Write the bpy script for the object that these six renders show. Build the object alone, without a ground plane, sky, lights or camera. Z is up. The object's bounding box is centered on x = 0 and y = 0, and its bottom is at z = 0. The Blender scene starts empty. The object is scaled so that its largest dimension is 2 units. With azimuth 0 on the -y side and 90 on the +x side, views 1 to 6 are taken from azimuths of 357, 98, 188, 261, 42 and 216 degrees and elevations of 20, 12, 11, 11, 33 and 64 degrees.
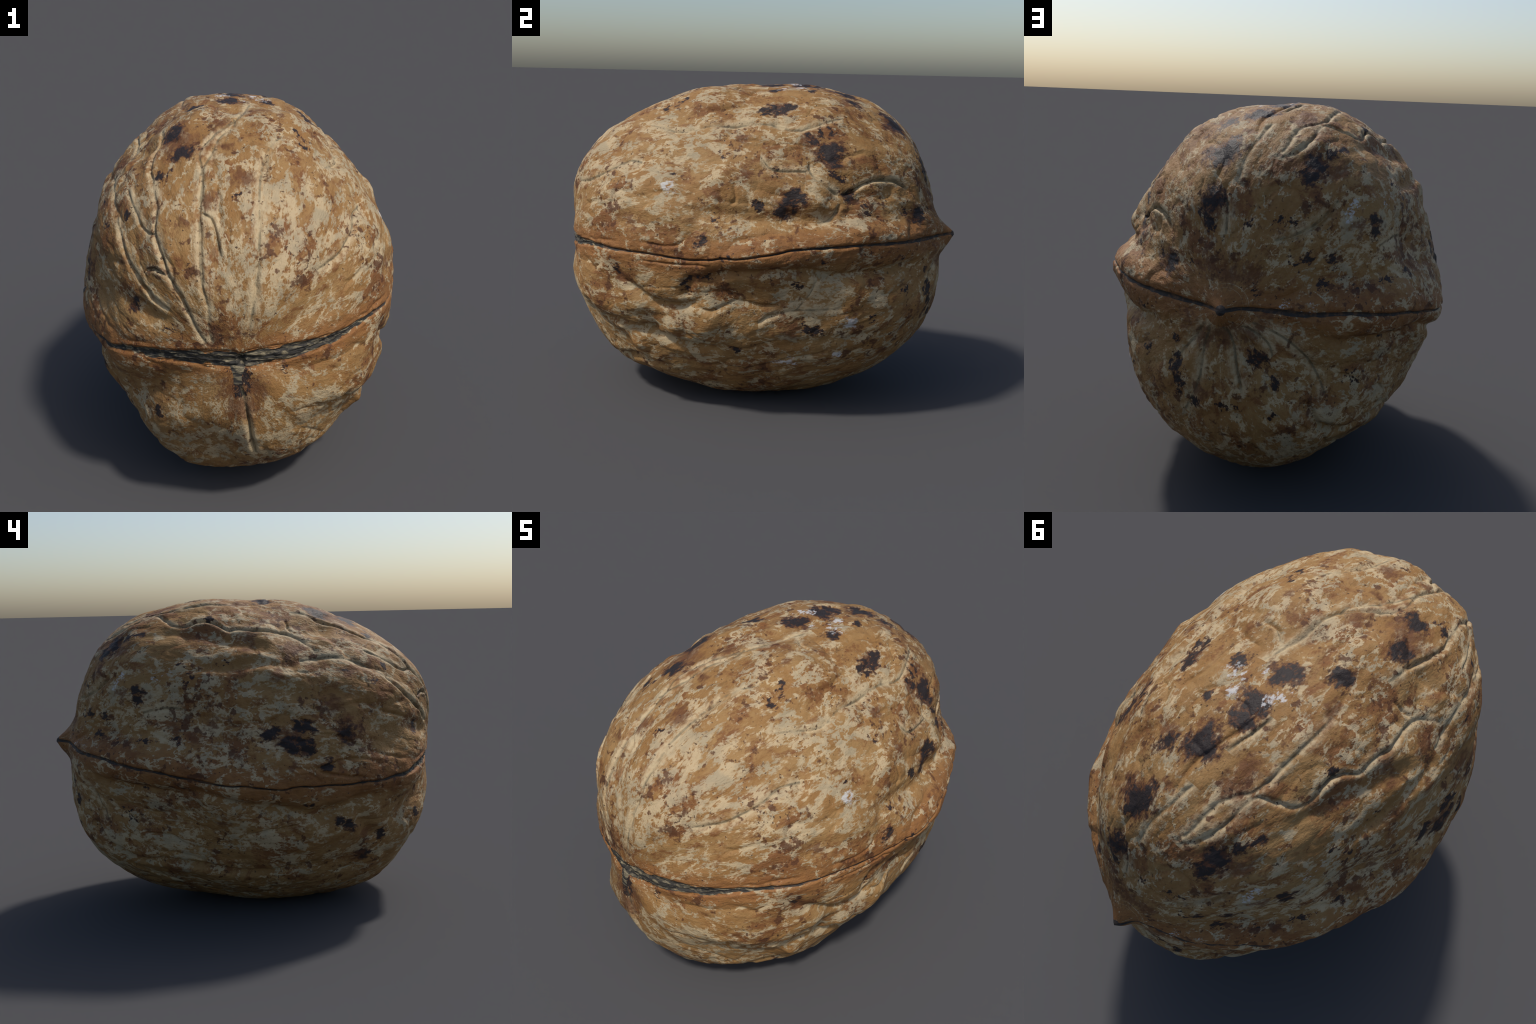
"""A whole walnut in its shell, lying on its side.

The long axis runs along y: stem scar at -y, pointed tip at +y.  Everything is laid out in the nut's own
polar coordinates: `turn` = angle round the long axis (0 = +x seam, 90 = top, 180 = -x seam, 270 = belly) and
`polar` = angle from the tip (0) to the stem scar (180), both in degrees, radii in metres.
"""
import bpy, math
import numpy as np

# ----------------------------------------------------------------------------------------------- form
CENTRE = np.array([0.02, 0.0, 0.835])      # middle of the nut
LEAN = np.array([0.055, 0.0, 0.05])        # the long axis leans a little in x and z per metre of y

TIP_RADIUS, STEM_RADIUS = 0.908, 0.986
# meridian profiles: turn, then the radius every 15 degrees from the tip side to the stem side
MERIDIANS = [
    (0, 0.840, 0.789, 0.727, 0.705, 0.713, 0.716, 0.710, 0.766, 0.852, 0.909, 0.973),
    (15, 0.853, 0.799, 0.751, 0.689, 0.665, 0.674, 0.720, 0.780, 0.852, 0.921, 0.974),
    (30, 0.872, 0.790, 0.707, 0.697, 0.669, 0.686, 0.713, 0.775, 0.872, 0.927, 0.973),
    (45, 0.882, 0.818, 0.777, 0.712, 0.692, 0.692, 0.719, 0.786, 0.861, 0.950, 0.992),
    (60, 0.893, 0.865, 0.809, 0.763, 0.721, 0.714, 0.741, 0.798, 0.895, 0.984, 1.015),
    (75, 0.901, 0.895, 0.842, 0.800, 0.754, 0.731, 0.797, 0.833, 0.899, 0.987, 1.024),
    (90, 0.897, 0.892, 0.865, 0.802, 0.766, 0.743, 0.773, 0.827, 0.892, 0.995, 1.018),
    (105, 0.898, 0.904, 0.884, 0.829, 0.796, 0.774, 0.800, 0.837, 0.898, 0.973, 1.014),
    (120, 0.902, 0.898, 0.879, 0.835, 0.795, 0.770, 0.772, 0.835, 0.909, 0.990, 1.004),
    (135, 0.896, 0.881, 0.861, 0.804, 0.751, 0.772, 0.763, 0.835, 0.889, 0.958, 0.982),
    (150, 0.889, 0.837, 0.809, 0.757, 0.739, 0.747, 0.758, 0.816, 0.869, 0.925, 0.959),
    (165, 0.893, 0.810, 0.773, 0.702, 0.701, 0.702, 0.739, 0.789, 0.816, 0.903, 0.951),
    (180, 0.905, 0.846, 0.814, 0.774, 0.741, 0.746, 0.752, 0.785, 0.836, 0.907, 0.948),
    (195, 0.912, 0.858, 0.805, 0.750, 0.767, 0.750, 0.763, 0.795, 0.850, 0.908, 0.936),
    (210, 0.919, 0.858, 0.790, 0.750, 0.743, 0.759, 0.783, 0.815, 0.852, 0.883, 0.941),
    (225, 0.931, 0.894, 0.882, 0.829, 0.805, 0.798, 0.799, 0.821, 0.897, 0.961, 0.968),
    (240, 0.941, 0.981, 0.935, 0.859, 0.823, 0.823, 0.844, 0.886, 0.959, 0.979, 0.998),
    (255, 0.956, 0.997, 0.968, 0.895, 0.834, 0.838, 0.857, 0.923, 0.979, 0.979, 1.011),
    (270, 0.962, 0.990, 0.952, 0.916, 0.860, 0.823, 0.845, 0.905, 0.972, 0.999, 1.016),
    (285, 0.959, 0.967, 0.936, 0.887, 0.844, 0.840, 0.837, 0.859, 0.961, 1.000, 1.013),
    (300, 0.943, 0.942, 0.897, 0.839, 0.810, 0.808, 0.826, 0.877, 0.936, 0.968, 1.009),
    (315, 0.912, 0.915, 0.852, 0.803, 0.765, 0.752, 0.772, 0.841, 0.871, 0.947, 1.005),
    (330, 0.884, 0.852, 0.796, 0.742, 0.717, 0.711, 0.754, 0.778, 0.891, 0.958, 0.984),
    (345, 0.855, 0.803, 0.747, 0.690, 0.676, 0.661, 0.706, 0.771, 0.839, 0.928, 0.962),
]
# course of the suture on both flanks: polar, turn
SEAM_RIGHT = [(0, 2), (10, 2.5), (25, 3.5), (45, 4.1), (58, 3.9), (70, 3), (83, 1.3), (94, .2), (109, 0),
              (122, 1), (133, 2), (143, 2.8), (158, 3), (168, 4.5), (180, 5)]
SEAM_LEFT = [(0, 178), (10, 182), (17, 184), (27, 183.5), (38, 184.5), (50, 185), (60, 186), (70, 187), (82, 187.5),
             (94, 188), (107, 187.2), (120, 187.5), (135, 187.5), (142, 187), (152, 184.3), (163, 183),
             (172, 181.5), (180, 180)]
# swelling of the shell along the suture: polar, height
RIDGE_RIGHT = [(0, .03), (15, .036), (30, .034), (60, .024), (75, .018), (95, .010), (110, .004), (150, 0), (180, 0)]
RIDGE_LEFT = [(0, .005), (15, .016), (30, .022), (60, .018), (90, .016), (120, .014), (150, .008), (180, 0)]
# half width of the dark strip in the suture: polar, width
STRIP = [(0, .004), (8, .007), (20, .008), (40, .0065), (135, .006), (145, .008), (155, .013), (165, .019), (174, .025), (180, .027)]

# sharp veins in the shell: depth, half width, [(turn, polar), ...]
VEINS = {
    'front_main': (.011, .010, [(149, 173), (122, 167), (115, 161), (109, 153), (106, 145), (103, 136), (103, 125), (91, 111), (89, 99), (86, 86)]),
    'front_left': (.016, .011, [(157, 172), (140, 166), (133, 161), (131, 156), (128, 151), (126, 145), (122, 140), (121, 132), (121, 125), (117, 113), (115, 103)]),
    'front_right': (.008, .012, [(74, 175), (78, 165), (80, 155), (82, 145), (82, 136), (80, 127), (75, 119)]),
    'front_short': (.010, .008, [(100, 157), (101, 152), (102, 148), (106, 146)]),
    'shoulder': (.015, .012, [(147, 161), (148, 156), (146, 150), (144, 142), (140, 133), (138, 122), (138, 113), (141, 103)]),
    'shoulder_twig': (.014, .009, [(126, 146), (130, 143), (131, 135), (131, 126)]),
    'shoulder_link': (.012, .008, [(140, 150), (135, 152), (132, 155)]),
    'belly_front': (.016, .012, [(268, 174), (274, 169), (275, 159), (276, 151)]),
    'flank_long': (.017, .015, [(47, 155), (41, 149), (40, 143), (40, 138), (42, 133), (40, 127)]),
    'flank_mid': (.010, .018, [(59, 126), (56, 120), (53, 113), (55, 104), (55, 95), (56, 80), (55, 69), (64, 56)]),
    'net': (.008, .010, [(40, 83), (35, 77), (36, 64)]),
    'net_b': (.008, .010, [(41, 64), (35, 62), (30, 55), (28, 50)]),
    'net_c': (.012, .010, [(29, 92), (23, 91), (21, 93)]),
    'net_d': (.014, .012, [(24, 50), (16, 53), (14, 58)]),
    'net_e': (.016, .011, [(29, 49), (33, 45), (40, 39), (45, 31), (45, 25)]),
    'under_flank': (.010, .013, [(332, 82), (335, 77), (336, 67), (333, 50)]),
    'under_flank_twig': (.007, .013, [(336, 67), (342, 61), (349, 58)]),
    'crown': (.014, .012, [(90, 30), (91, 36), (94, 43), (96, 50)]),
    'crown_b': (.010, .009, [(97, 60), (99, 68), (100, 74)]),
    'crown_c': (.015, .012, [(103, 37), (105, 42), (105, 49), (107, 53), (110, 57), (111, 62), (111, 66), (111, 72), (111, 78), (111, 85)]),
    'crown_d': (.015, .012, [(103, 36), (109, 41), (111, 47), (111, 53), (112, 57), (117, 59), (121, 61), (123, 65), (122, 70), (123, 75), (127, 79), (127, 84), (128, 92), (128, 99), (130, 105), (136, 110)]),
    'crown_twig': (.010, .009, [(120, 101), (127, 102)]),
    'crown_pale': (.007, .012, [(92, 111), (92, 116), (97, 122), (99, 127), (104, 136)]),
    'crown_pale_b': (.007, .012, [(87, 93), (82, 97), (77, 97)]),
    'back': (.010, .013, [(123, 18), (131, 23), (134, 29), (133, 37)]),
    'back_b': (.010, .013, [(158, 44), (157, 52), (158, 60)]),
    'back_crack': (.012, .007, [(84, 25), (86, 22), (85, 16)]),
    'tip_a': (.012, .015, [(305, 4), (297, 9), (288, 17), (291, 29)]),
    'tip_b': (.010, .013, [(319, 5), (312, 10), (311, 18)]),
    'tip_c': (.010, .012, [(270, 4), (257, 7), (258, 14), (258, 20)]),
    'tip_d': (.010, .014, [(233, 5), (222, 7), (219, 12), (228, 16)]),
    'tip_e': (.010, .016, [(208, 7), (206, 12), (211, 19), (226, 34)]),
    'beside_seam_left': (.012, .008, [(182, 107), (184, 116), (185.5, 126)]),
    'beside_seam_right': (.014, .009, [(6, 150), (6, 137), (6, 125), (4.5, 116), (5.5, 111), (8, 108)]),
    'beside_seam_right_b': (.007, .006, [(358.4, 128), (357.6, 111), (357.6, 98)]),
}
# fainter veins that wander from the stem end towards the tip between the main ones
_rng = np.random.default_rng(12)
for _k, _turn in enumerate([206, 216, 231, 240, 248, 256, 266, 283, 291, 300, 308, 317, 326, 340, 24, 48, 66, 72, 152, 161, 168, 95, 178]):
    _start = _rng.uniform(18, 75) if _k % 2 else _rng.uniform(70, 118)
    _line = [(_turn + _rng.uniform(-2, 2), _start)]
    for _step in range(_rng.integers(4, 8)):
        _line.append((_line[-1][0] + _rng.uniform(-3.2, 3.2), min(_line[-1][1] + _rng.uniform(6, 9), 168)))
    _line = [p for i, p in enumerate(_line) if i == 0 or p[1] > _line[i - 1][1]]
    VEINS['faint_%d' % _k] = (_rng.uniform(.005, .010), _rng.uniform(.009, .013), _line)
# broad hollows and folds: depth, half width, [(turn, polar), ...]
FOLDS = [
    (.032, .045, [(10, 106), (17, 104), (17, 98), (16, 91), (15, 82), (16, 69), (16, 62), (16, 57), (18, 42), (21, 20)]),
    (.034, .026, [(352, 102), (353, 99), (354, 95), (355, 86), (355, 74), (354, 61), (350, 52), (347, 40), (344, 29), (342, 22)]),
    (.012, .028, [(353, 136), (348, 132), (344, 126)]),
    (.018, .026, [(352, 107), (346, 109)]),
    (.050, .028, [(321, 142), (325, 135), (325, 128), (328, 122)]),
    (.034, .028, [(325, 124), (323, 116), (322, 106), (322, 98)]),
    (.030, .026, [(293, 137), (306, 127), (310, 116)]),
    (.030, .024, [(345, 130), (340, 120), (340, 112), (342, 105)]),
    (.012, .030, [(322, 83), (322, 67), (319, 52), (312, 37)]),
    (.018, .030, [(141, 66), (143, 76), (143, 88), (143, 98), (141, 103)]),
    (.014, .035, [(152, 79), (152, 93), (153, 106), (152, 122)]),
    (.012, .030, [(128, 23), (135, 34), (137, 42)]),
    (.034, .028, [(199, 28), (196, 37), (194.5, 44), (195, 50), (194, 56)]),
    (.036, .030, [(194, 56), (192, 63), (192, 70), (194, 78), (195, 84)]),
    (.038, .045, [(196, 84), (197, 92), (198, 100), (200, 108), (198, 116), (195, 124), (195, 136)]),
    (.036, .022, [(234, 31), (236, 38), (234, 47), (228, 57), (226, 68), (226, 79), (225, 91), (224, 101), (223, 108)]),
    (.020, .030, [(194, 12), (198, 20), (200, 25)]),
    (.016, .040, [(163, 9), (170, 16), (169, 29), (170, 41), (172, 54)]),
    (.016, .035, [(124, 52), (126, 60), (128, 71), (134, 83), (139, 96)]),
    (.020, .040, [(160, 144), (158, 155), (156, 161)]),
    (.030, .040, [(327, 146), (320, 148), (313, 150)]),
    (.025, .040, [(200, 122), (210, 128), (216, 132)]),
    (.022, .050, [(92, 100), (92, 98)]),
    (.022, .050, [(123, 114), (124, 112)]),
    (.018, .035, [(43, 126), (39, 128)]),
    (.016, .040, [(56, 121), (55, 118)]),
]
# rounded lumps: height, half width, (turn, polar)
LUMPS = [
    (.008, .05, (347, 116)), (.012, .05, (336, 127)), (.026, .06, (335, 99)), (.022, .05, (331, 114)),
    (.026, .05, (318, 127)), (.014, .06, (24, 60)), (.012, .06, (31, 97)), (.012, .07, (30, 117)),
    (.012, .06, (131, 112)), (.014, .05, (33, 38)), (.012, .05, (117, 48)), (.012, .06, (115, 108)),
]
# stains on the shell: (turn, polar, radius)
BLACK_STAINS = [
    (81, 39, .060), (90, 59, .055), (80, 53, .035), (94, 86, .050), (81, 83, .030), (93, 75, .040), (94, 70, .039),
    (106, 94, .038), (112, 113, .052), (109, 125, .046), (64, 82, .024), (65, 76, .023), (82, 70, .022),
    (121, 50, .024), (119, 46, .026), (118, 41, .034), (119, 36, .035), (70, 22, .022), (76, 20, .024),
    (68, 121, .018), (140, 62, .014), (52, 66, .016), (55, 62, .016), (56, 58, .016),
    (117, 130, .025), (90, 144, .015), (72, 115, .018), (70, 116, .018), (68, 118, .017), (144, 118, .018),
    (135, 134, .015), (144, 131, .015), (221, 151, .025), (339, 170, .016), (122, 74, .016), (161, 162, .013),
    (46, 57, .051), (51, 64, .024), (37, 54, .022), (36, 51, .018), (24, 68, .038), (19, 71, .038),
    (21, 82, .022), (66, 75, .027), (63, 79, .027), (63, 84, .022), (40, 98, .020), (32, 115, .014), (15, 98, .020),
    (29, 47, .026), (21, 41, .018), (28, 23, .026), (27, 18, .028), (81, 55, .026), (83, 41, .030),
    (78, 36, .030), (6, 103, .028), (1, 94, .014), (1, 90, .014), (2, 83, .014), (34, 77, .013), (352, 134, .022),
    (351, 108, .018), (347, 109, .018), (352, 104, .015), (352, 100, .015), (348, 67, .016), (359, 56, .017),
    (351, 22, .015), (350, 26, .015), (350, 29, .015), (323, 42, .014), (327, 63, .024), (326, 60, .024),
    (321, 91, .021), (308, 21, .016), (303, 22, .016), (298, 24, .016), (327, 27, .014),
    (149, 44, .034), (147, 62, .017), (154, 28, .024), (173, 97, .036), (174, 103, .036), (169, 90, .034),
    (166, 101, .027), (166, 105, .027), (168, 119, .044), (204, 116, .026), (206, 120, .026), (195, 105, .022),
    (180, 111, .027), (171, 43, .013), (171, 46, .013), (171, 49, .013), (172, 32, .015), (172, 56, .020),
    (212, 40, .013), (215, 42, .014), (226, 127, .034), (219, 133, .028), (194, 46, .014), (195, 49, .014),
    (193, 59, .012), (161, 150, .026), (146, 129, .017), (141, 77, .012),
    (77, 25, .040), (75, 20, .026), (306, 19, .025), (302, 21, .026), (238, 14, .029), (148, 22, .020), (147, 19, .016),
    (120, 22, .013), (125, 24, .013), (100, 18, .017), (45, 13, .016), (169, 24, .016), (272, 23, .016),
    (287, 24, .017), (261, 23, .014), (238, 21, .020), (246, 27, .012), (213, 37, .013), (216, 39, .010),
    (322, 16, .014), (350, 26, .016), (341, 14, .014), (328, 29, .013), (149, 7, .014),
    (268, 174, .026), (270, 172, .022), (265, 176.5, .03), (40, 2, .022), (150, 2, .02), (270, 2.2, .018),
]
BROWN_STAINS = [
    (105, 61, .046), (105, 56, .046), (110, 86, .040), (89, 46, .030), (124, 41, .034), (132, 86, .043),
    (136, 101, .047), (96, 113, .040), (77, 108, .026), (131, 71, .024), (112, 100, .025), (144, 120, .026),
    (113, 147, .026), (100, 144, .031), (89, 138, .048), (94, 126, .030), (98, 116, .028), (106, 126, .033),
    (50, 65, .046), (24, 97, .028), (33, 88, .028), (7, 75, .020), (7, 70, .020), (351, 82, .018), (327, 32, .018),
    (322, 36, .016), (328, 70, .048), (299, 43, .032), (15, 129, .027), (48, 90, .028), (157, 115, .046),
    (172, 63, .041), (203, 74, .026), (147, 95, .036), (144, 118, .030), (168, 55, .036), (164, 69, .032),
    (181, 99, .024), (136, 71, .026), (136, 85, .038), (134, 99, .032), (202, 95, .022), (79, 39, .075), (126, 43, .034),
    (147, 38, .030), (79, 57, .032), (91, 58, .026), (170, 37, .020), (195, 40, .018), (286, 21, .028), (106, 58, .032),
    (46, 57, .070), (94, 86, .060), (22, 70, .062), (111, 118, .080), (171, 98, .066), (168, 119, .060), (118, 40, .055),
    (28, 20, .045), (352, 104, .045), (350, 133, .035), (77, 23, .055), (90, 59, .065), (93, 73, .060), (65, 79, .048),
    (270, 168, .06), (250, 172, .05), (290, 172, .05),
    (90, 7, .05), (60, 10, .04), (125, 9, .04), (270, 6, .05), (300, 9, .04), (230, 8, .04), (200, 9, .03), (340, 9, .04),
]
CHALK_MARKS = [
    (82, 80, .022), (86, 76, .018), (87, 74, .016), (88, 83, .014), (95, 78, .018), (98, 80, .016), (142, 56, .014),
    (140, 53, .014), (138, 40, .017), (144, 52, .015), (313, 76, .026), (313, 72, .024), (326, 49, .030),
    (311, 57, .022), (27, 116, .022), (178, 14, .012), (180, 20, .012), (182, 26, .012), (141, 37, .018),
    (186, 17, .010), (186, 21, .010), (181, 31, .011),
]
# areas where the pale outer skin still clings: (turn, polar, radius)
PALE_AREAS = [
    (62, 150, .34), (40, 138, .30), (85, 160, .25), (45, 110, .25), (30, 120, .25), (290, 155, .3), (250, 155, .3), (320, 150, .25),
    (160, 60, .3), (150, 35, .22), (165, 80, .22), (210, 55, .28), (240, 40, .25), (205, 85, .2), (60, 88, .18), (330, 110, .25),
    (340, 60, .2), (215, 100, .2),
]


def periodic_spline(xs, ys, period, x):
    """Cubic spline through evenly spaced periodic samples (ys may be 2D: samples on axis 0)."""
    n = len(xs)
    h = period / n
    A = np.zeros((n, n))
    for i in range(n):
        A[i, i], A[i, i - 1], A[i, (i + 1) % n] = 4, 1, 1
    rhs = 6 * (np.roll(ys, -1, 0) - 2 * ys + np.roll(ys, 1, 0)) / h ** 2
    m = np.linalg.solve(A, rhs)
    t = ((x - xs[0]) % period) / h
    i = np.floor(t).astype(int) % n
    j = (i + 1) % n
    f = (t - np.floor(t))
    f = f.reshape(f.shape + (1,) * (ys.ndim - 1))
    g = 1 - f
    return g * ys[i] + f * ys[j] + h ** 2 / 6 * ((g ** 3 - g) * m[i] + (f ** 3 - f) * m[j])


def smooth_curve(table, x):
    """Monotone-ish cubic (Catmull-Rom slopes) through a (position, value) table."""
    t = np.array(table, float)
    xs, ys = t[:, 0], t[:, 1]
    m = np.gradient(ys, xs)
    i = np.clip(np.searchsorted(xs, x) - 1, 0, len(xs) - 2)
    h = xs[i + 1] - xs[i]
    f = np.clip((x - xs[i]) / h, 0, 1)
    return ((2 * f**3 - 3 * f**2 + 1) * ys[i] + (f**3 - 2 * f**2 + f) * h * m[i]
            + (-2 * f**3 + 3 * f**2) * ys[i + 1] + (f**3 - f**2) * h * m[i + 1])


# radius table resampled finely along each pair of opposite meridians, so that it is smooth across both ends
_prof = np.array([m[1:] for m in MERIDIANS])
FINE = np.linspace(0, 180, 361)
NM = len(MERIDIANS)
_fine = np.zeros((NM, 361))
for _k in range(NM):
    loop = np.concatenate([[TIP_RADIUS], _prof[_k], [STEM_RADIUS], _prof[(_k + NM // 2) % NM][::-1]])
    _fine[_k] = periodic_spline(np.arange(24) * 15.0, loop, 360.0, FINE)


def base_radius(turn, polar):
    shape = turn.shape
    turn, polar = turn.ravel(), polar.ravel()
    b = np.clip(polar / 0.5, 0, 360 - 1e-6)
    j = np.floor(b).astype(int)
    f = b - j
    # periodic cubic over the meridians, evaluated per point
    n, h = NM, 360 / NM
    A = np.zeros((n, n))
    for i in range(n):
        A[i, i], A[i, i - 1], A[i, (i + 1) % n] = 4, 1, 1
    m = np.linalg.solve(A, 6 * (np.roll(_fine, -1, 0) - 2 * _fine + np.roll(_fine, 1, 0)) / h ** 2)
    t = (turn % 360) / h
    i = np.floor(t).astype(int) % n
    k = (i + 1) % n
    u = t - np.floor(t)
    g = 1 - u
    out = 0
    for jj, w in ((j, 1 - f), (j + 1, f)):
        out = out + w * (g * _fine[i, jj] + u * _fine[k, jj]
                         + h ** 2 / 6 * ((g ** 3 - g) * m[i, jj] + (u ** 3 - u) * m[k, jj]))
    return out.reshape(shape)


def place(turn, polar, r):
    a, t = np.radians(turn), np.radians(polar)
    q = np.stack([r * np.sin(t) * np.cos(a), r * np.cos(t), r * np.sin(t) * np.sin(a)], -1)
    return q + CENTRE + q[..., 1:2] * LEAN


def on_base(turn, polar):
    turn, polar = np.asarray(turn, float), np.asarray(polar, float)
    return place(turn, polar, base_radius(turn, polar))


# --- noise -------------------------------------------------------------------------------------
def lattice(ix, iy, iz, seed):
    h = (ix * 374761393 + iy * 668265263 + iz * 2147483647 + seed * 974634777) & 0xffffffff
    h = ((h ^ (h >> 13)) * 1274126177) & 0xffffffff
    return ((h ^ (h >> 16)) & 0xffff) / 32767.5 - 1


def noise(p, seed):
    i = np.floor(p).astype(np.int64)
    f = p - i
    f = f * f * f * (f * (f * 6 - 15) + 10)
    out = 0
    for dx in (0, 1):
        for dy in (0, 1):
            for dz in (0, 1):
                w = ((f[:, 0] if dx else 1 - f[:, 0]) * (f[:, 1] if dy else 1 - f[:, 1]) * (f[:, 2] if dz else 1 - f[:, 2]))
                out = out + w * lattice(i[:, 0] + dx, i[:, 1] + dy, i[:, 2] + dz, seed)
    return out


def fractal(p, seed, octaves=3, gain=0.5):
    out, amp = 0, 1
    for o in range(octaves):
        out = out + amp * noise(p * 2 ** o + 17.3 * o, seed + o)
        amp *= gain
    return out


def rounded_line(pts, n=6):
    """Catmull-Rom through (turn, polar) points."""
    p = np.array(pts, float)
    if len(p) < 3:
        return p
    p = np.vstack([2 * p[0] - p[1], p, 2 * p[-1] - p[-2]])
    out = []
    for k in range(1, len(p) - 2):
        for s in range(n):
            t = s / n
            out.append(0.5 * (2 * p[k] + (p[k + 1] - p[k - 1]) * t + (2 * p[k - 1] - 5 * p[k] + 4 * p[k + 1] - p[k + 2]) * t * t
                              + (3 * p[k] - p[k - 1] - 3 * p[k + 1] + p[k + 2]) * t ** 3))
    out.append(p[-2])
    return np.array(out)


def line_distance(P, line, reach):
    """Distance from points P to a 3D polyline, and the place along it (0..1); inf beyond reach."""
    d = np.full(len(P), np.inf)
    s = np.zeros(len(P))
    lo, hi = line.min(0) - reach, line.max(0) + reach
    near = np.where(((P > lo) & (P < hi)).all(1))[0]
    if not len(near):
        return d, s
    Q = P[near]
    dn, sn = np.full(len(Q), np.inf), np.zeros(len(Q))
    n = len(line) - 1
    for k in range(n):
        a, ab = line[k], line[k + 1] - line[k]
        t = np.clip(((Q - a) @ ab) / max(ab @ ab, 1e-12), 0, 1)
        dk = np.linalg.norm(Q - a - t[:, None] * ab, axis=1)
        m = dk < dn
        dn[m] = dk[m]
        sn[m] = (k + t[m]) / n
    d[near], s[near] = dn, sn
    return d, s


# ----------------------------------------------------------------------------------------------- surface
ROWS, SIDE, STRIP_CELLS = 760, 640, 16
TIP_END, CAP_START = 1.1, 178.6
polar_rows = np.linspace(0.12, 179.88, ROWS)


def seam_angles(polar):
    return smooth_curve(SEAM_RIGHT, polar), smooth_curve(SEAM_LEFT, polar)


def build_grid():
    right, left = seam_angles(polar_rows)
    # a little wander in the suture
    wob = lambda s: 0.5 * noise(np.stack([polar_rows * .16, 0 * polar_rows + s, 0 * polar_rows], -1), 5) * np.sin(np.radians(polar_rows))
    right = right + wob(.3)
    left = left + wob(7.7)
    girth = np.sin(np.radians(polar_rows)) * 0.8 + 1e-4
    half = smooth_curve(STRIP, polar_rows)
    rag = 1 + 0.3 * noise(np.stack([polar_rows * .5, 0 * polar_rows, 0 * polar_rows], -1), 9)
    half_deg = np.minimum(np.degrees(half * rag / girth), 60)
    s = np.linspace(-1, 1, STRIP_CELLS + 1)
    u = np.linspace(0, 1, SIDE + 1)[1:-1]
    turn = np.concatenate([
        right[:, None] + half_deg[:, None] * s,
        right[:, None] + half_deg[:, None] + u * ((left - half_deg) - (right + half_deg))[:, None],
        left[:, None] + half_deg[:, None] * s,
        left[:, None] + half_deg[:, None] + u * ((right + 360 - half_deg) - (left + half_deg))[:, None]], 1)
    return turn, right, left, half_deg


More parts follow.
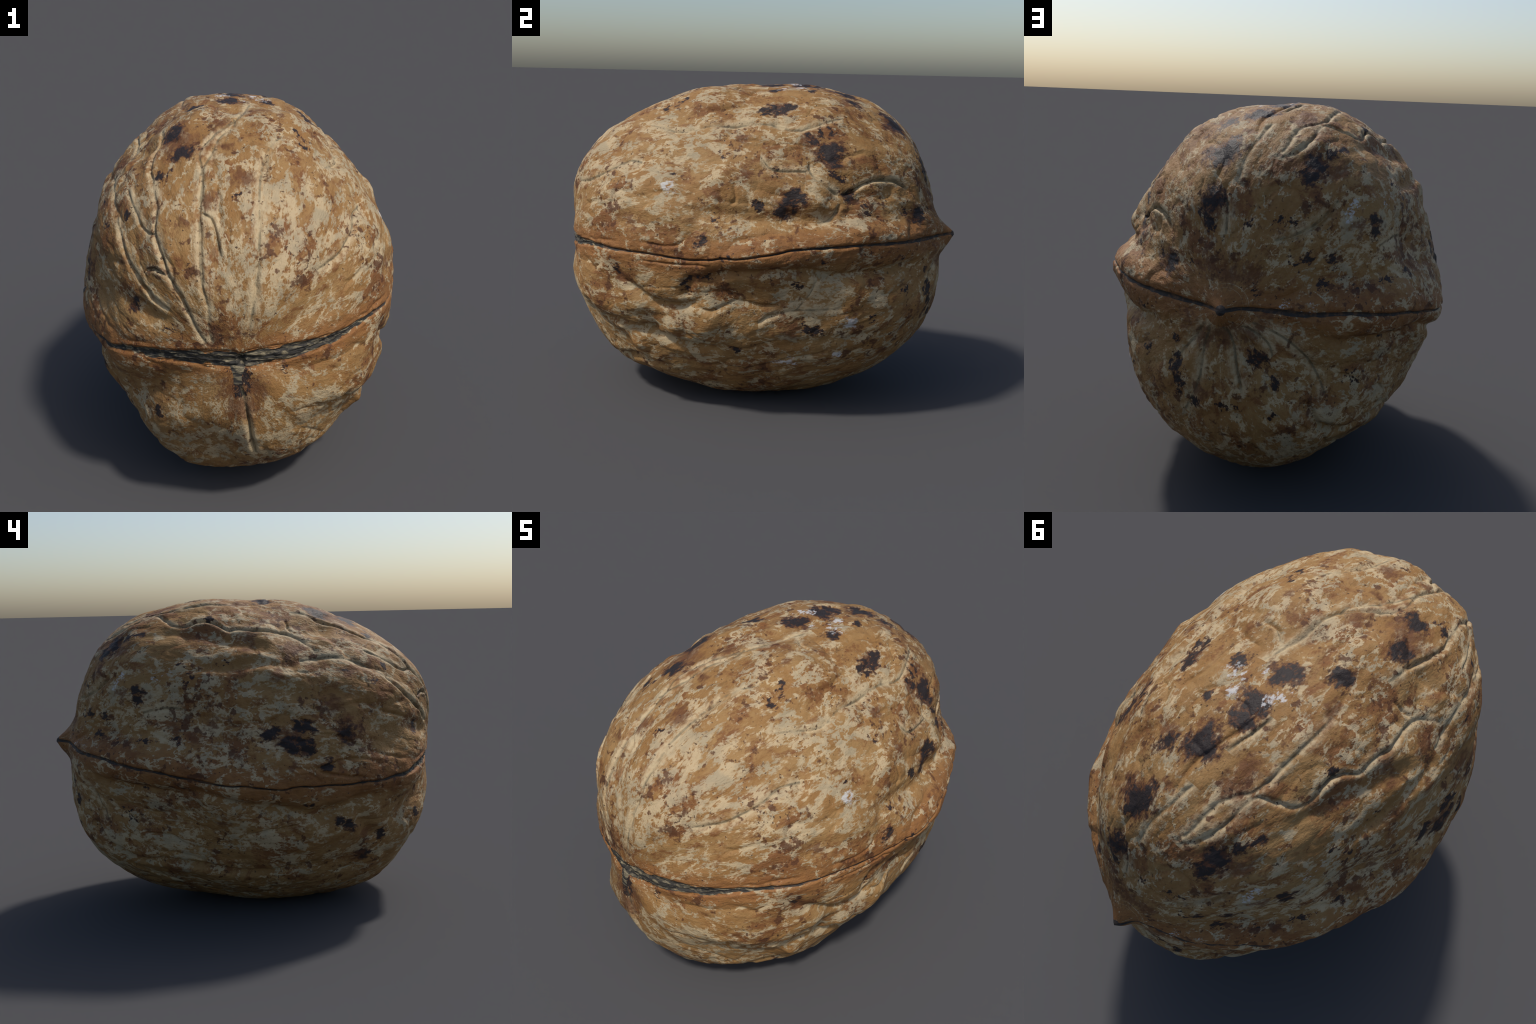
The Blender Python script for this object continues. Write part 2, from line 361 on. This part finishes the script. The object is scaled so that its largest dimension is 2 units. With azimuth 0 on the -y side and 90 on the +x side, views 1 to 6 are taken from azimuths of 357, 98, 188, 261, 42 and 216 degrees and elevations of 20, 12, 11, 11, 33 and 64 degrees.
def relief(turn, polar, P, right, left):
    """Height of the shell above the base form at each grid point."""
    n = P.shape[0]
    T = polar.ravel()
    A = turn.ravel()
    # coordinates stretched along the meridians, so that wrinkles and fibres run from stem to tip
    span = .75 * np.sin(np.radians(T)) ** .5
    fibre = np.stack([span * np.cos(np.radians(A)), np.radians(T) * .42, span * np.sin(np.radians(A))], -1)
    girth = np.sin(np.radians(T)) * 0.78
    h = np.zeros(n)
    for mid, table in ((right, RIDGE_RIGHT), (left, RIDGE_LEFT)):
        d = (A - mid + 180) % 360 - 180
        d = np.radians(d) * girth
        top = smooth_curve(table, T)
        lower = (d < 0) if table is RIDGE_RIGHT else (d > 0)
        h += top * np.where(lower, np.exp(-(np.abs(d) / 0.098) ** 4), np.exp(-(np.abs(d) / 0.085) ** 2))
    # pointed tip
    rho = np.radians(T) * 0.92
    h += 0.066 * np.exp(-rho / 0.055) * (T < 40)
    # folds and lumps
    wander = 0.010 * np.stack([fractal(P * 5, 31), fractal(P * 5, 41), fractal(P * 5, 51)], -1)
    Pw = P + wander
    for depth, width, pts in FOLDS:
        line = on_base(*rounded_line(pts).T)
        d, s = line_distance(Pw, line, width * 3)
        k = np.isfinite(d)
        taper = 0.45 + 0.55 * np.clip(np.minimum(s[k], 1 - s[k]) * 6, 0, 1) if len(pts) > 2 else 1
        h[k] -= depth * taper * np.exp(-(d[k] / width) ** 2)
    for height, width, (a, t) in LUMPS:
        c = on_base(a, t)
        d = np.linalg.norm(Pw - c, axis=1)
        h += height * np.exp(-(d / width) ** 2)
    # veins: a narrow groove between low swollen banks
    Pv = P + 0.0035 * np.stack([fractal(P * 16, 61), fractal(P * 16, 71), fractal(P * 16, 81)], -1)
    for depth, width, pts in VEINS.values():
        line = on_base(*rounded_line(pts).T)
        d, s = line_distance(Pv, line, width * 7)
        k = np.isfinite(d)
        taper = np.clip(np.minimum(s[k], 1 - s[k]) * 7, 0.0, 1) ** .7
        vary = 0.75 + 0.75 * noise(P[k] * 8, 91)
        x = d[k] / width
        h[k] += 1.25 * depth * taper * vary * (0.3 * np.exp(-(x / 2.8) ** 2) - 1.15 * np.exp(-np.abs(x / .85) ** 1.6))
    # lumpy and fibrous skin
    calm = np.clip((178 - T) / 30, 0.12, 1) * np.clip(T / 13, 0.25, 1)
    h += calm * (0.003 * fractal(P * 5.5, 11, 2) + 0.0035 * fractal(fibre * 13, 13, 2))
    for scale, seed, high in ((5.2, 15, .008), (10.5, 19, .0035)):
        r = np.abs(fractal(fibre * scale + .12 * fractal(P * 7, seed + 100)[:, None], seed, 2, .4))
        h += calm * high * (np.clip(r / .34, 0, 1) ** .8 - 0.75)
    h += calm * 0.0016 * fractal(fibre * 42, 17, 2)
    # the suture: a fine gap on the flanks, a wider corky strip near the stem
    for mid in (right, left):
        d = np.radians((A - mid + 180) % 360 - 180) * girth
        half = smooth_curve(STRIP, T)
        corky = np.clip((T - 138) / 14, 0, 1)
        depth = 0.012 * (1 - corky) + 0.012 * corky
        prof = np.exp(-(np.abs(d) / (half * 1.35)) ** (2 + 4 * corky))
        h -= depth * prof * np.clip(T / 4, .3, 1)
        grain = fractal(np.stack([d * 190, T * .35, 0 * d], -1), 23, 2)
        h += corky * prof * (0.006 * grain + 0.003 * fractal(P * 60, 27, 2))
    return h


turn, right, left, half_deg = build_grid()
polar = np.repeat(polar_rows[:, None], turn.shape[1], 1)
r0 = base_radius(turn, polar)
P0 = place(turn, polar, r0).reshape(-1, 3)
rr = np.repeat(right[:, None], turn.shape[1], 1).ravel()
ll = np.repeat(left[:, None], turn.shape[1], 1).ravel()
H = relief(turn, polar, P0, rr, ll)
r1 = r0 + H.reshape(r0.shape)
V = place(turn, polar, r1)
NC = turn.shape[1]
tip_point = place(np.array(0.0), np.array(0.0), r1[0].mean() + 0.001)
stem_point = place(np.array(0.0), np.array(180.0), r1[-1].mean())

verts = np.vstack([V.reshape(-1, 3), tip_point[None], stem_point[None]])
verts[:, 2] -= verts[:, 2].min()
TIP_V, STEM_V = len(verts) - 2, len(verts) - 1
print('raw extent', verts.min(0), verts.max(0))

# faces, and which part each belongs to
jj, ii = np.meshgrid(np.arange(ROWS - 1), np.arange(NC), indexing='ij')
a = jj * NC + ii
b = jj * NC + (ii + 1) % NC
quads = np.stack([a, a + NC, b + NC, b], -1).reshape(-1, 4)
col = ii.ravel()
mid_polar = (polar_rows[:-1] + polar_rows[1:])[jj.ravel()] / 2
n1 = STRIP_CELLS
n2 = n1 + SIDE
n3 = n2 + STRIP_CELLS
region = np.where(col < n1, 0, np.where(col < n2, 1, np.where(col < n3, 2, 3)))
part = np.full(len(quads), '', dtype=object)
part[region == 1] = 'upper'
part[region == 3] = 'lower'
strip = (region == 0) | (region == 2)
part[strip] = 'seam'
scar_polar = 141
part[strip & (mid_polar > scar_polar)] = 'stem_scar'
part[mid_polar > CAP_START] = 'stem_scar'
# the scar runs out in a short tongue over the lower half
face_mid = V.reshape(-1, 3)[quads].mean(1)
axis_x = CENTRE[0] + LEAN[0] * face_mid[:, 1]
drop = (CENTRE[2] + LEAN[2] * face_mid[:, 1]) - face_mid[:, 2]
ragged = .005 * noise(face_mid * 24, 77)
tongue = (mid_polar > 165) & (drop > 0) & (drop < .098) & (np.abs(face_mid[:, 0] - axis_x + .015) + ragged < .014 + .034 * np.clip(1 - drop / .07, 0, 1) ** 1.4)
part[tongue] = 'stem_scar'
part[mid_polar < TIP_END] = 'tip'
ring = np.arange(NC)
tip_fan = np.stack([np.full(NC, TIP_V), ring, (ring + 1) % NC], -1)
base = (ROWS - 1) * NC
stem_fan = np.stack([np.full(NC, STEM_V), base + (ring + 1) % NC, base + ring], -1)

# smooth normals of the whole body
def whole_normals():
    nrm = np.zeros_like(verts)
    q = verts[quads]
    fn = np.cross(q[:, 2] - q[:, 0], q[:, 3] - q[:, 1])
    for k in range(4):
        for ax in range(3):
            nrm[:, ax] += np.bincount(quads[:, k], fn[:, ax], len(verts))
    nrm[TIP_V] = (0, 1, 0)
    nrm[STEM_V] = (0, -1, 0)
    nrm /= np.linalg.norm(nrm, axis=1, keepdims=True) + 1e-12
    return nrm


normals = whole_normals()
if (normals[len(normals) // 2] @ (verts[len(verts) // 2] - CENTRE)) < 0:
    quads = quads[:, ::-1]
    tip_fan, stem_fan = tip_fan[:, ::-1], stem_fan[:, ::-1]
    normals = whole_normals()


# ----------------------------------------------------------------------------------------------- materials
class Net:
    """Small helper for writing node trees."""

    def __init__(self, name):
        self.mat = bpy.data.materials.new(name)
        self.mat.use_nodes = True
        self.t = self.mat.node_tree
        self.t.nodes.clear()

    def add(self, kind, **props):
        n = self.t.nodes.new(kind)
        for k, v in props.items():
            setattr(n, k, v)
        return n

    def feed(self, sock, v):
        if isinstance(v, bpy.types.NodeSocket):
            self.t.links.new(v, sock)
        else:
            sock.default_value = v

    def math(self, op, a, b=0.0, c=0.0, clamp=False):
        n = self.add('ShaderNodeMath', operation=op, use_clamp=clamp)
        for s, v in zip(n.inputs, (a, b, c)):
            self.feed(s, v)
        return n.outputs[0]

    def vec(self, op, a, b=(0, 0, 0), scale=None):
        n = self.add('ShaderNodeVectorMath', operation=op)
        self.feed(n.inputs[0], a)
        self.feed(n.inputs[1], b)
        if scale is not None:
            self.feed(n.inputs['Scale'], scale)
        return n.outputs['Value'] if op in ('DISTANCE', 'LENGTH', 'DOT_PRODUCT') else n.outputs[0]

    def noise(self, vec, scale, detail=4, rough=.55, dist=0.0, colour=False):
        n = self.add('ShaderNodeTexNoise')
        self.feed(n.inputs['Vector'], vec)
        for k, v in (('Scale', scale), ('Detail', detail), ('Roughness', rough), ('Distortion', dist)):
            n.inputs[k].default_value = v
        return n.outputs['Color' if colour else 'Fac']

    def step(self, v, lo, hi, out0=0.0, out1=1.0):
        n = self.add('ShaderNodeMapRange', interpolation_type='SMOOTHSTEP')
        self.feed(n.inputs['Value'], v)
        for k, x in (('From Min', lo), ('From Max', hi), ('To Min', out0), ('To Max', out1)):
            n.inputs[k].default_value = x
        return n.outputs[0]

    def mix(self, fac, a, b):
        n = self.add('ShaderNodeMix', data_type='RGBA')
        self.feed(n.inputs['Factor'], fac)
        A = [x for x in n.inputs if x.name == 'A' and x.type == 'RGBA'][0]
        B = [x for x in n.inputs if x.name == 'B' and x.type == 'RGBA'][0]
        for s, v in ((A, a), (B, b)):
            self.feed(s, v if isinstance(v, bpy.types.NodeSocket) else (*v, 1))
        return [x for x in n.outputs if x.type == 'RGBA'][0]

    def spots(self, p, spots):
        """Greatest of (1 - distance / radius) over a list of places."""
        out = None
        for (x, y, z), rad in spots:
            d = self.vec('DISTANCE', p, (x, y, z))
            v = self.math('MULTIPLY_ADD', d, -1 / rad, 1.0)
            out = v if out is None else self.math('MAXIMUM', out, v)
        return out

    def finish(self, colour, rough, bump=None, bump_dist=.004, bump_strength=.5, spec=.35):
        b = self.add('ShaderNodeBsdfPrincipled')
        self.feed(b.inputs['Base Color'], colour)
        self.feed(b.inputs['Roughness'], rough)
        b.inputs['Specular IOR Level'].default_value = spec
        if bump is not None:
            n = self.add('ShaderNodeBump')
            n.inputs['Strength'].default_value = bump_strength
            n.inputs['Distance'].default_value = bump_dist
            self.feed(n.inputs['Height'], bump)
            self.t.links.new(n.outputs[0], b.inputs['Normal'])
        o = self.add('ShaderNodeOutputMaterial')
        self.t.links.new(b.outputs[0], o.inputs[0])
        return self.mat


def lies_at(a, t):
    return on_base(np.array(float(a)), np.array(float(t)))


OCHRE, OCHRE_LIGHT = (.245, .126, .042), (.285, .166, .064)
TAN_BROWN = (.165, .068, .024)
CREAM, CREAM_GREY = (.455, .352, .210), (.345, .285, .182)
STAIN_BROWN = (.085, .034, .016)
STAIN_BLACK = (.022, .018, .018)
SEAM_BROWN = (.245, .105, .034)
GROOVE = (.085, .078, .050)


def curve_node(m, points, value, straight=False):
    c = m.add('ShaderNodeFloatCurve')
    cm = c.mapping
    cm.use_clip = False
    cv = cm.curves[0]
    cv.points[0].location, cv.points[1].location = points[0], points[-1]
    for p in points[1:-1]:
        cv.points.new(*p)
    if straight:
        for p in cv.points:
            p.handle_type = 'VECTOR'
    cm.update()
    m.feed(c.inputs['Value'], value)
    return c.outputs[0]


def shell_material():
    m = Net('walnut_shell')
    tc = m.add('ShaderNodeTexCoord').outputs['Object']
    # nut coordinates
    sep = m.add('ShaderNodeSeparateXYZ')
    m.feed(sep.inputs[0], tc)
    X, Y, Z = sep.outputs
    qx = m.math('SUBTRACT', m.math('MULTIPLY_ADD', Y, -float(LEAN[0]), -float(CENTRE[0])), m.math('MULTIPLY', X, -1))
    qz = m.math('SUBTRACT', m.math('MULTIPLY_ADD', Y, -float(LEAN[2]), -float(CENTRE[2])), m.math('MULTIPLY', Z, -1))
    ring = m.math('SQRT', m.math('ADD', m.math('MULTIPLY', qx, qx), m.math('MULTIPLY', qz, qz)))
    turn01 = m.math('FRACT', m.math('ADD', m.math('MULTIPLY', m.math('ARCTAN2', qz, qx), 1 / (2 * math.pi)), 1.0))
    polar01 = m.math('MULTIPLY', m.math('ARCTAN2', ring, Y), 1 / math.pi)
    # coordinates stretched along the meridians: fibres and flakes run from stem to tip
    along = m.add('ShaderNodeCombineXYZ')
    pull = m.math('MULTIPLY', m.math('POWER', ring, -.5), .87)
    m.feed(along.inputs[0], m.math('MULTIPLY', qx, pull))
    m.feed(along.inputs[1], m.math('MULTIPLY', polar01, math.pi * .60))
    m.feed(along.inputs[2], m.math('MULTIPLY', qz, pull))
    fibre = m.vec('ADD', along.outputs[0], m.vec('SCALE', tc, scale=.12))
    # noises shared by the layers
    def centred(v, k):
        return m.math('MULTIPLY', m.math('SUBTRACT', v, .5), k)
    w1 = m.vec('SUBTRACT', m.noise(fibre, 11, 5, .65, colour=True), (.5, .5, .5))
    w2 = m.vec('SUBTRACT', m.noise(fibre, 48, 3, .6, colour=True), (.5, .5, .5))
    warped = m.vec('ADD', m.vec('ADD', tc, m.vec('SCALE', w1, scale=.15)), m.vec('SCALE', w2, scale=.07))
    sep2 = m.add('ShaderNodeSeparateXYZ')
    m.feed(sep2.inputs[0], w2)
    jit = sep2.outputs[0]
    tone = m.noise(fibre, 6, 6, .62)
    grain = m.noise(fibre, 42, 4, .62)
    dust = m.noise(fibre, 110, 2, .5)
    where = m.noise(tc, 4.2, 3, .6)

    # --- ground tones: ochre with tan-brown mottling
    col = m.mix(m.step(m.math('ADD', tone, centred(grain, .5)), .36, .66), OCHRE, OCHRE_LIGHT)
    brownish = m.math('ADD', m.noise(fibre, 9, 8, .72, .6), centred(where, .5))
    brownish = m.math('ADD', brownish, centred(dust, .15))
    col = m.mix(m.step(brownish, .485, .63, 0, .92), col, TAN_BROWN)
    # --- suture band: redder, without the pale skin
    def seam_gap(table):
        c = curve_node(m, [(t / 180, (a % 360) / 360) for t, a in table], polar01)
        return m.math('MULTIPLY', m.math('MULTIPLY', m.math('ABSOLUTE', m.math('WRAP', m.math('SUBTRACT', turn01, c), .5, -.5)), ring), 2 * math.pi)
    gap = m.math('MINIMUM', seam_gap(SEAM_RIGHT), seam_gap(SEAM_LEFT))
    gap_w = m.math('ADD', gap, centred(m.noise(fibre, 9, 4, .6), .14))
    band = m.step(gap_w, .125, .035)
    col = m.mix(m.math('MULTIPLY', band, .75), col, m.mix(m.step(grain, .4, .62), SEAM_BROWN, (.19, .075, .025)))
    # --- pale outer skin, in flakes and shreds
    pale_here = m.math('MAXIMUM', m.spots(m.vec('ADD', tc, m.vec('SCALE', w1, scale=.25)), [(lies_at(a, t), r) for a, t, r in PALE_AREAS]), 0.0)
    pale_here = m.math('MINIMUM', m.math('MULTIPLY', pale_here, 1.8), 1.0)
    flake = m.math('ADD', m.noise(fibre, 14, 8, .72, .5), centred(m.noise(fibre, 70, 3, .6), .30))
    flake = m.math('ADD', flake, m.math('MULTIPLY', pale_here, .058))
    flake = m.math('SUBTRACT', flake, m.math('MULTIPLY', band, .035))
    cells = m.add('ShaderNodeTexVoronoi', feature='DISTANCE_TO_EDGE')
    m.feed(cells.inputs['Vector'], m.vec('ADD', m.vec('MULTIPLY', tc, (1, .62, 1)), m.vec('SCALE', w1, scale=.22)))
    cells.inputs['Scale'].default_value = 8.5
    net = m.math('MULTIPLY', m.step(m.math('ADD', cells.outputs['Distance'], m.math('MULTIPLY', jit, .12)), .10, .0), m.step(m.noise(tc, 6, 3, .6), .42, .6, .1, 1))
    flake = m.math('ADD', flake, m.math('MULTIPLY', net, .15))
    pale = m.step(flake, .528, .622)
    col = m.mix(m.math('MULTIPLY', pale, .85), col, m.mix(m.step(m.noise(tc, 9, 4, .6), .42, .62), CREAM, CREAM_GREY))
    # --- veins: ragged pale banks
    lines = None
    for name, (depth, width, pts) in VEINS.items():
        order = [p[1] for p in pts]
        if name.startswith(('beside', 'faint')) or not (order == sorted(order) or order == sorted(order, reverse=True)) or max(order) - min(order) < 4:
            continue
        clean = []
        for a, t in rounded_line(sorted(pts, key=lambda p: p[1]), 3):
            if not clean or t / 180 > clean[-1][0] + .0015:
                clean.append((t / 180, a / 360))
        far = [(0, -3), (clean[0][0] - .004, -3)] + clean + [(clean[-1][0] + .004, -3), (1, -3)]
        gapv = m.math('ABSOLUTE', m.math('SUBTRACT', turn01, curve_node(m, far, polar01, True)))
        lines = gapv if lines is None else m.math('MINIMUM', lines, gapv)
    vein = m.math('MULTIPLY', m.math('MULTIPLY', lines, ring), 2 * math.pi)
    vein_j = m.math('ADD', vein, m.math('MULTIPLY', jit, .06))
    banks = m.step(vein_j, .040, .004)
    banks = m.math('MULTIPLY', banks, m.step(m.math('ADD', m.noise(tc, 13, 4, .6), centred(grain, .5)), .36, .58, .1, .9))
    col = m.mix(banks, col, CREAM)
    # --- stains
    brown = m.spots(warped, [(lies_at(a, t), r * 1.65) for a, t, r in BROWN_STAINS])
    brown = m.math('ADD', brown, centred(grain, 1.6))
    col = m.mix(m.step(brown, .05, .75, 0, .85), col, (.120, .048, .020))
    black = m.spots(warped, [(lies_at(a, t), r * 1.55) for a, t, r in BLACK_STAINS])
    black = m.math('ADD', black, centred(grain, 1.1))
    black = m.math('ADD', black, centred(dust, .5))
    col = m.mix(m.step(black, -.02, .28, 0, .9), col, STAIN_BROWN)
    col = m.mix(m.step(black, .22, .46, 0, .95), col, STAIN_BLACK)
    # --- specks scattered all over
    speck = m.math('ADD', m.noise(tc, 21, 4, .6), centred(where, .5))
    col = m.mix(m.step(speck, .60, .68, 0, .88), col, STAIN_BROWN)
    blot = m.math('ADD', m.noise(m.vec('ADD', tc, (7.3, 2.1, 5.5)), 10, 6, .70, .4), centred(where, .4))
    col = m.mix(m.step(blot, .63, .71, 0, .8), col, (.100, .042, .020))
    dots = m.math('ADD', m.noise(tc, 70, 2, .5), centred(where, .3))
    col = m.mix(m.step(dots, .665, .73, 0, .85), col, (.05, .024, .015))
    # --- chalk
    chalk = m.spots(warped, [(lies_at(a, t), r * 1.9) for a, t, r in CHALK_MARKS])
    chalk = m.math('ADD', chalk, centred(grain, 1.8))
    col = m.mix(m.step(chalk, .30, .75, 0, .8), col, (.50, .49, .48))
    # --- greyish line in each vein's groove: slight own tone, mostly shade painted in
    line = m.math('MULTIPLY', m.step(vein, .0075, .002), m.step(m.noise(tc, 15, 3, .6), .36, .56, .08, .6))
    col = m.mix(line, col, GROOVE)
    bump = m.math('ADD', m.math('ADD', m.math('MULTIPLY', dust, .5), m.noise(fibre, 55, 5, .65)), m.math('MULTIPLY', flake, .8))
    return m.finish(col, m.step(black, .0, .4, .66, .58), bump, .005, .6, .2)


def suture_material():
    m = Net('dark_suture')
    tc = m.add('ShaderNodeTexCoord').outputs['Object']
    n = m.noise(m.vec('MULTIPLY', tc, (1, .5, 1)), 30, 5, .65)
    col = m.mix(m.step(n, .45, .68), (.030, .024, .020), (.13, .065, .03))
    return m.finish(col, .7, m.noise(tc, 90, 3, .6), .004, .5)


def scar_material():
    m = Net('corky_scar')
    tc = m.add('ShaderNodeTexCoord').outputs['Object']
    n = m.noise(m.vec('MULTIPLY', tc, (.35, .6, 1.6)), 48, 5, .65, .5)
    col = m.mix(m.step(n, .48, .68), (.028, .025, .021), (.25, .205, .125))
    return m.finish(col, .75, n, .008, .7)


def tip_material():
    m = Net('dark_tip')
    tc = m.add('ShaderNodeTexCoord').outputs['Object']
    n = m.noise(tc, 40, 4, .6)
    col = m.mix(m.step(n, .4, .7), (.022, .018, .018), (.07, .045, .03))
    return m.finish(col, .6, n, .004, .4)


# ----------------------------------------------------------------------------------------------- objects
walnut = bpy.data.objects.new('walnut', None)
walnut['label'] = 'whole walnut in its wrinkled tan shell with dark stains'
walnut['category'] = 'nut'
bpy.context.scene.collection.objects.link(walnut)


def make_part(name, q, tris, mat, parent=None):
    faces = np.concatenate([q.ravel(), tris.ravel()]) if len(tris) else q.ravel()
    used, inv = np.unique(faces, return_inverse=True)
    sizes = np.concatenate([np.full(len(q), 4), np.full(len(tris), 3)]).astype(np.int32)
    me = bpy.data.meshes.new(name)
    me.vertices.add(len(used))
    me.vertices.foreach_set('co', verts[used].astype(np.float32).ravel())
    me.loops.add(len(faces))
    me.loops.foreach_set('vertex_index', inv.astype(np.int32).ravel())
    me.polygons.add(len(sizes))
    me.polygons.foreach_set('loop_start', np.concatenate([[0], np.cumsum(sizes)[:-1]]).astype(np.int32))
    me.update(calc_edges=True)
    me.validate()
    me.polygons.foreach_set('use_smooth', np.ones(len(me.polygons), dtype=bool))
    me.normals_split_custom_set_from_vertices(normals[used].astype(np.float32))
    me.materials.append(mat)
    ob = bpy.data.objects.new(name, me)
    ob.parent = parent or walnut
    bpy.context.scene.collection.objects.link(ob)
    return ob


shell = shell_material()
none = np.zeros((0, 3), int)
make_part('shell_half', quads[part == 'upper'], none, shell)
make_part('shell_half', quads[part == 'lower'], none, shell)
make_part('seam', quads[part == 'seam'], none, suture_material())
make_part('stem_scar', quads[part == 'stem_scar'], stem_fan, scar_material())
make_part('tip', quads[part == 'tip'], tip_fan, tip_material())
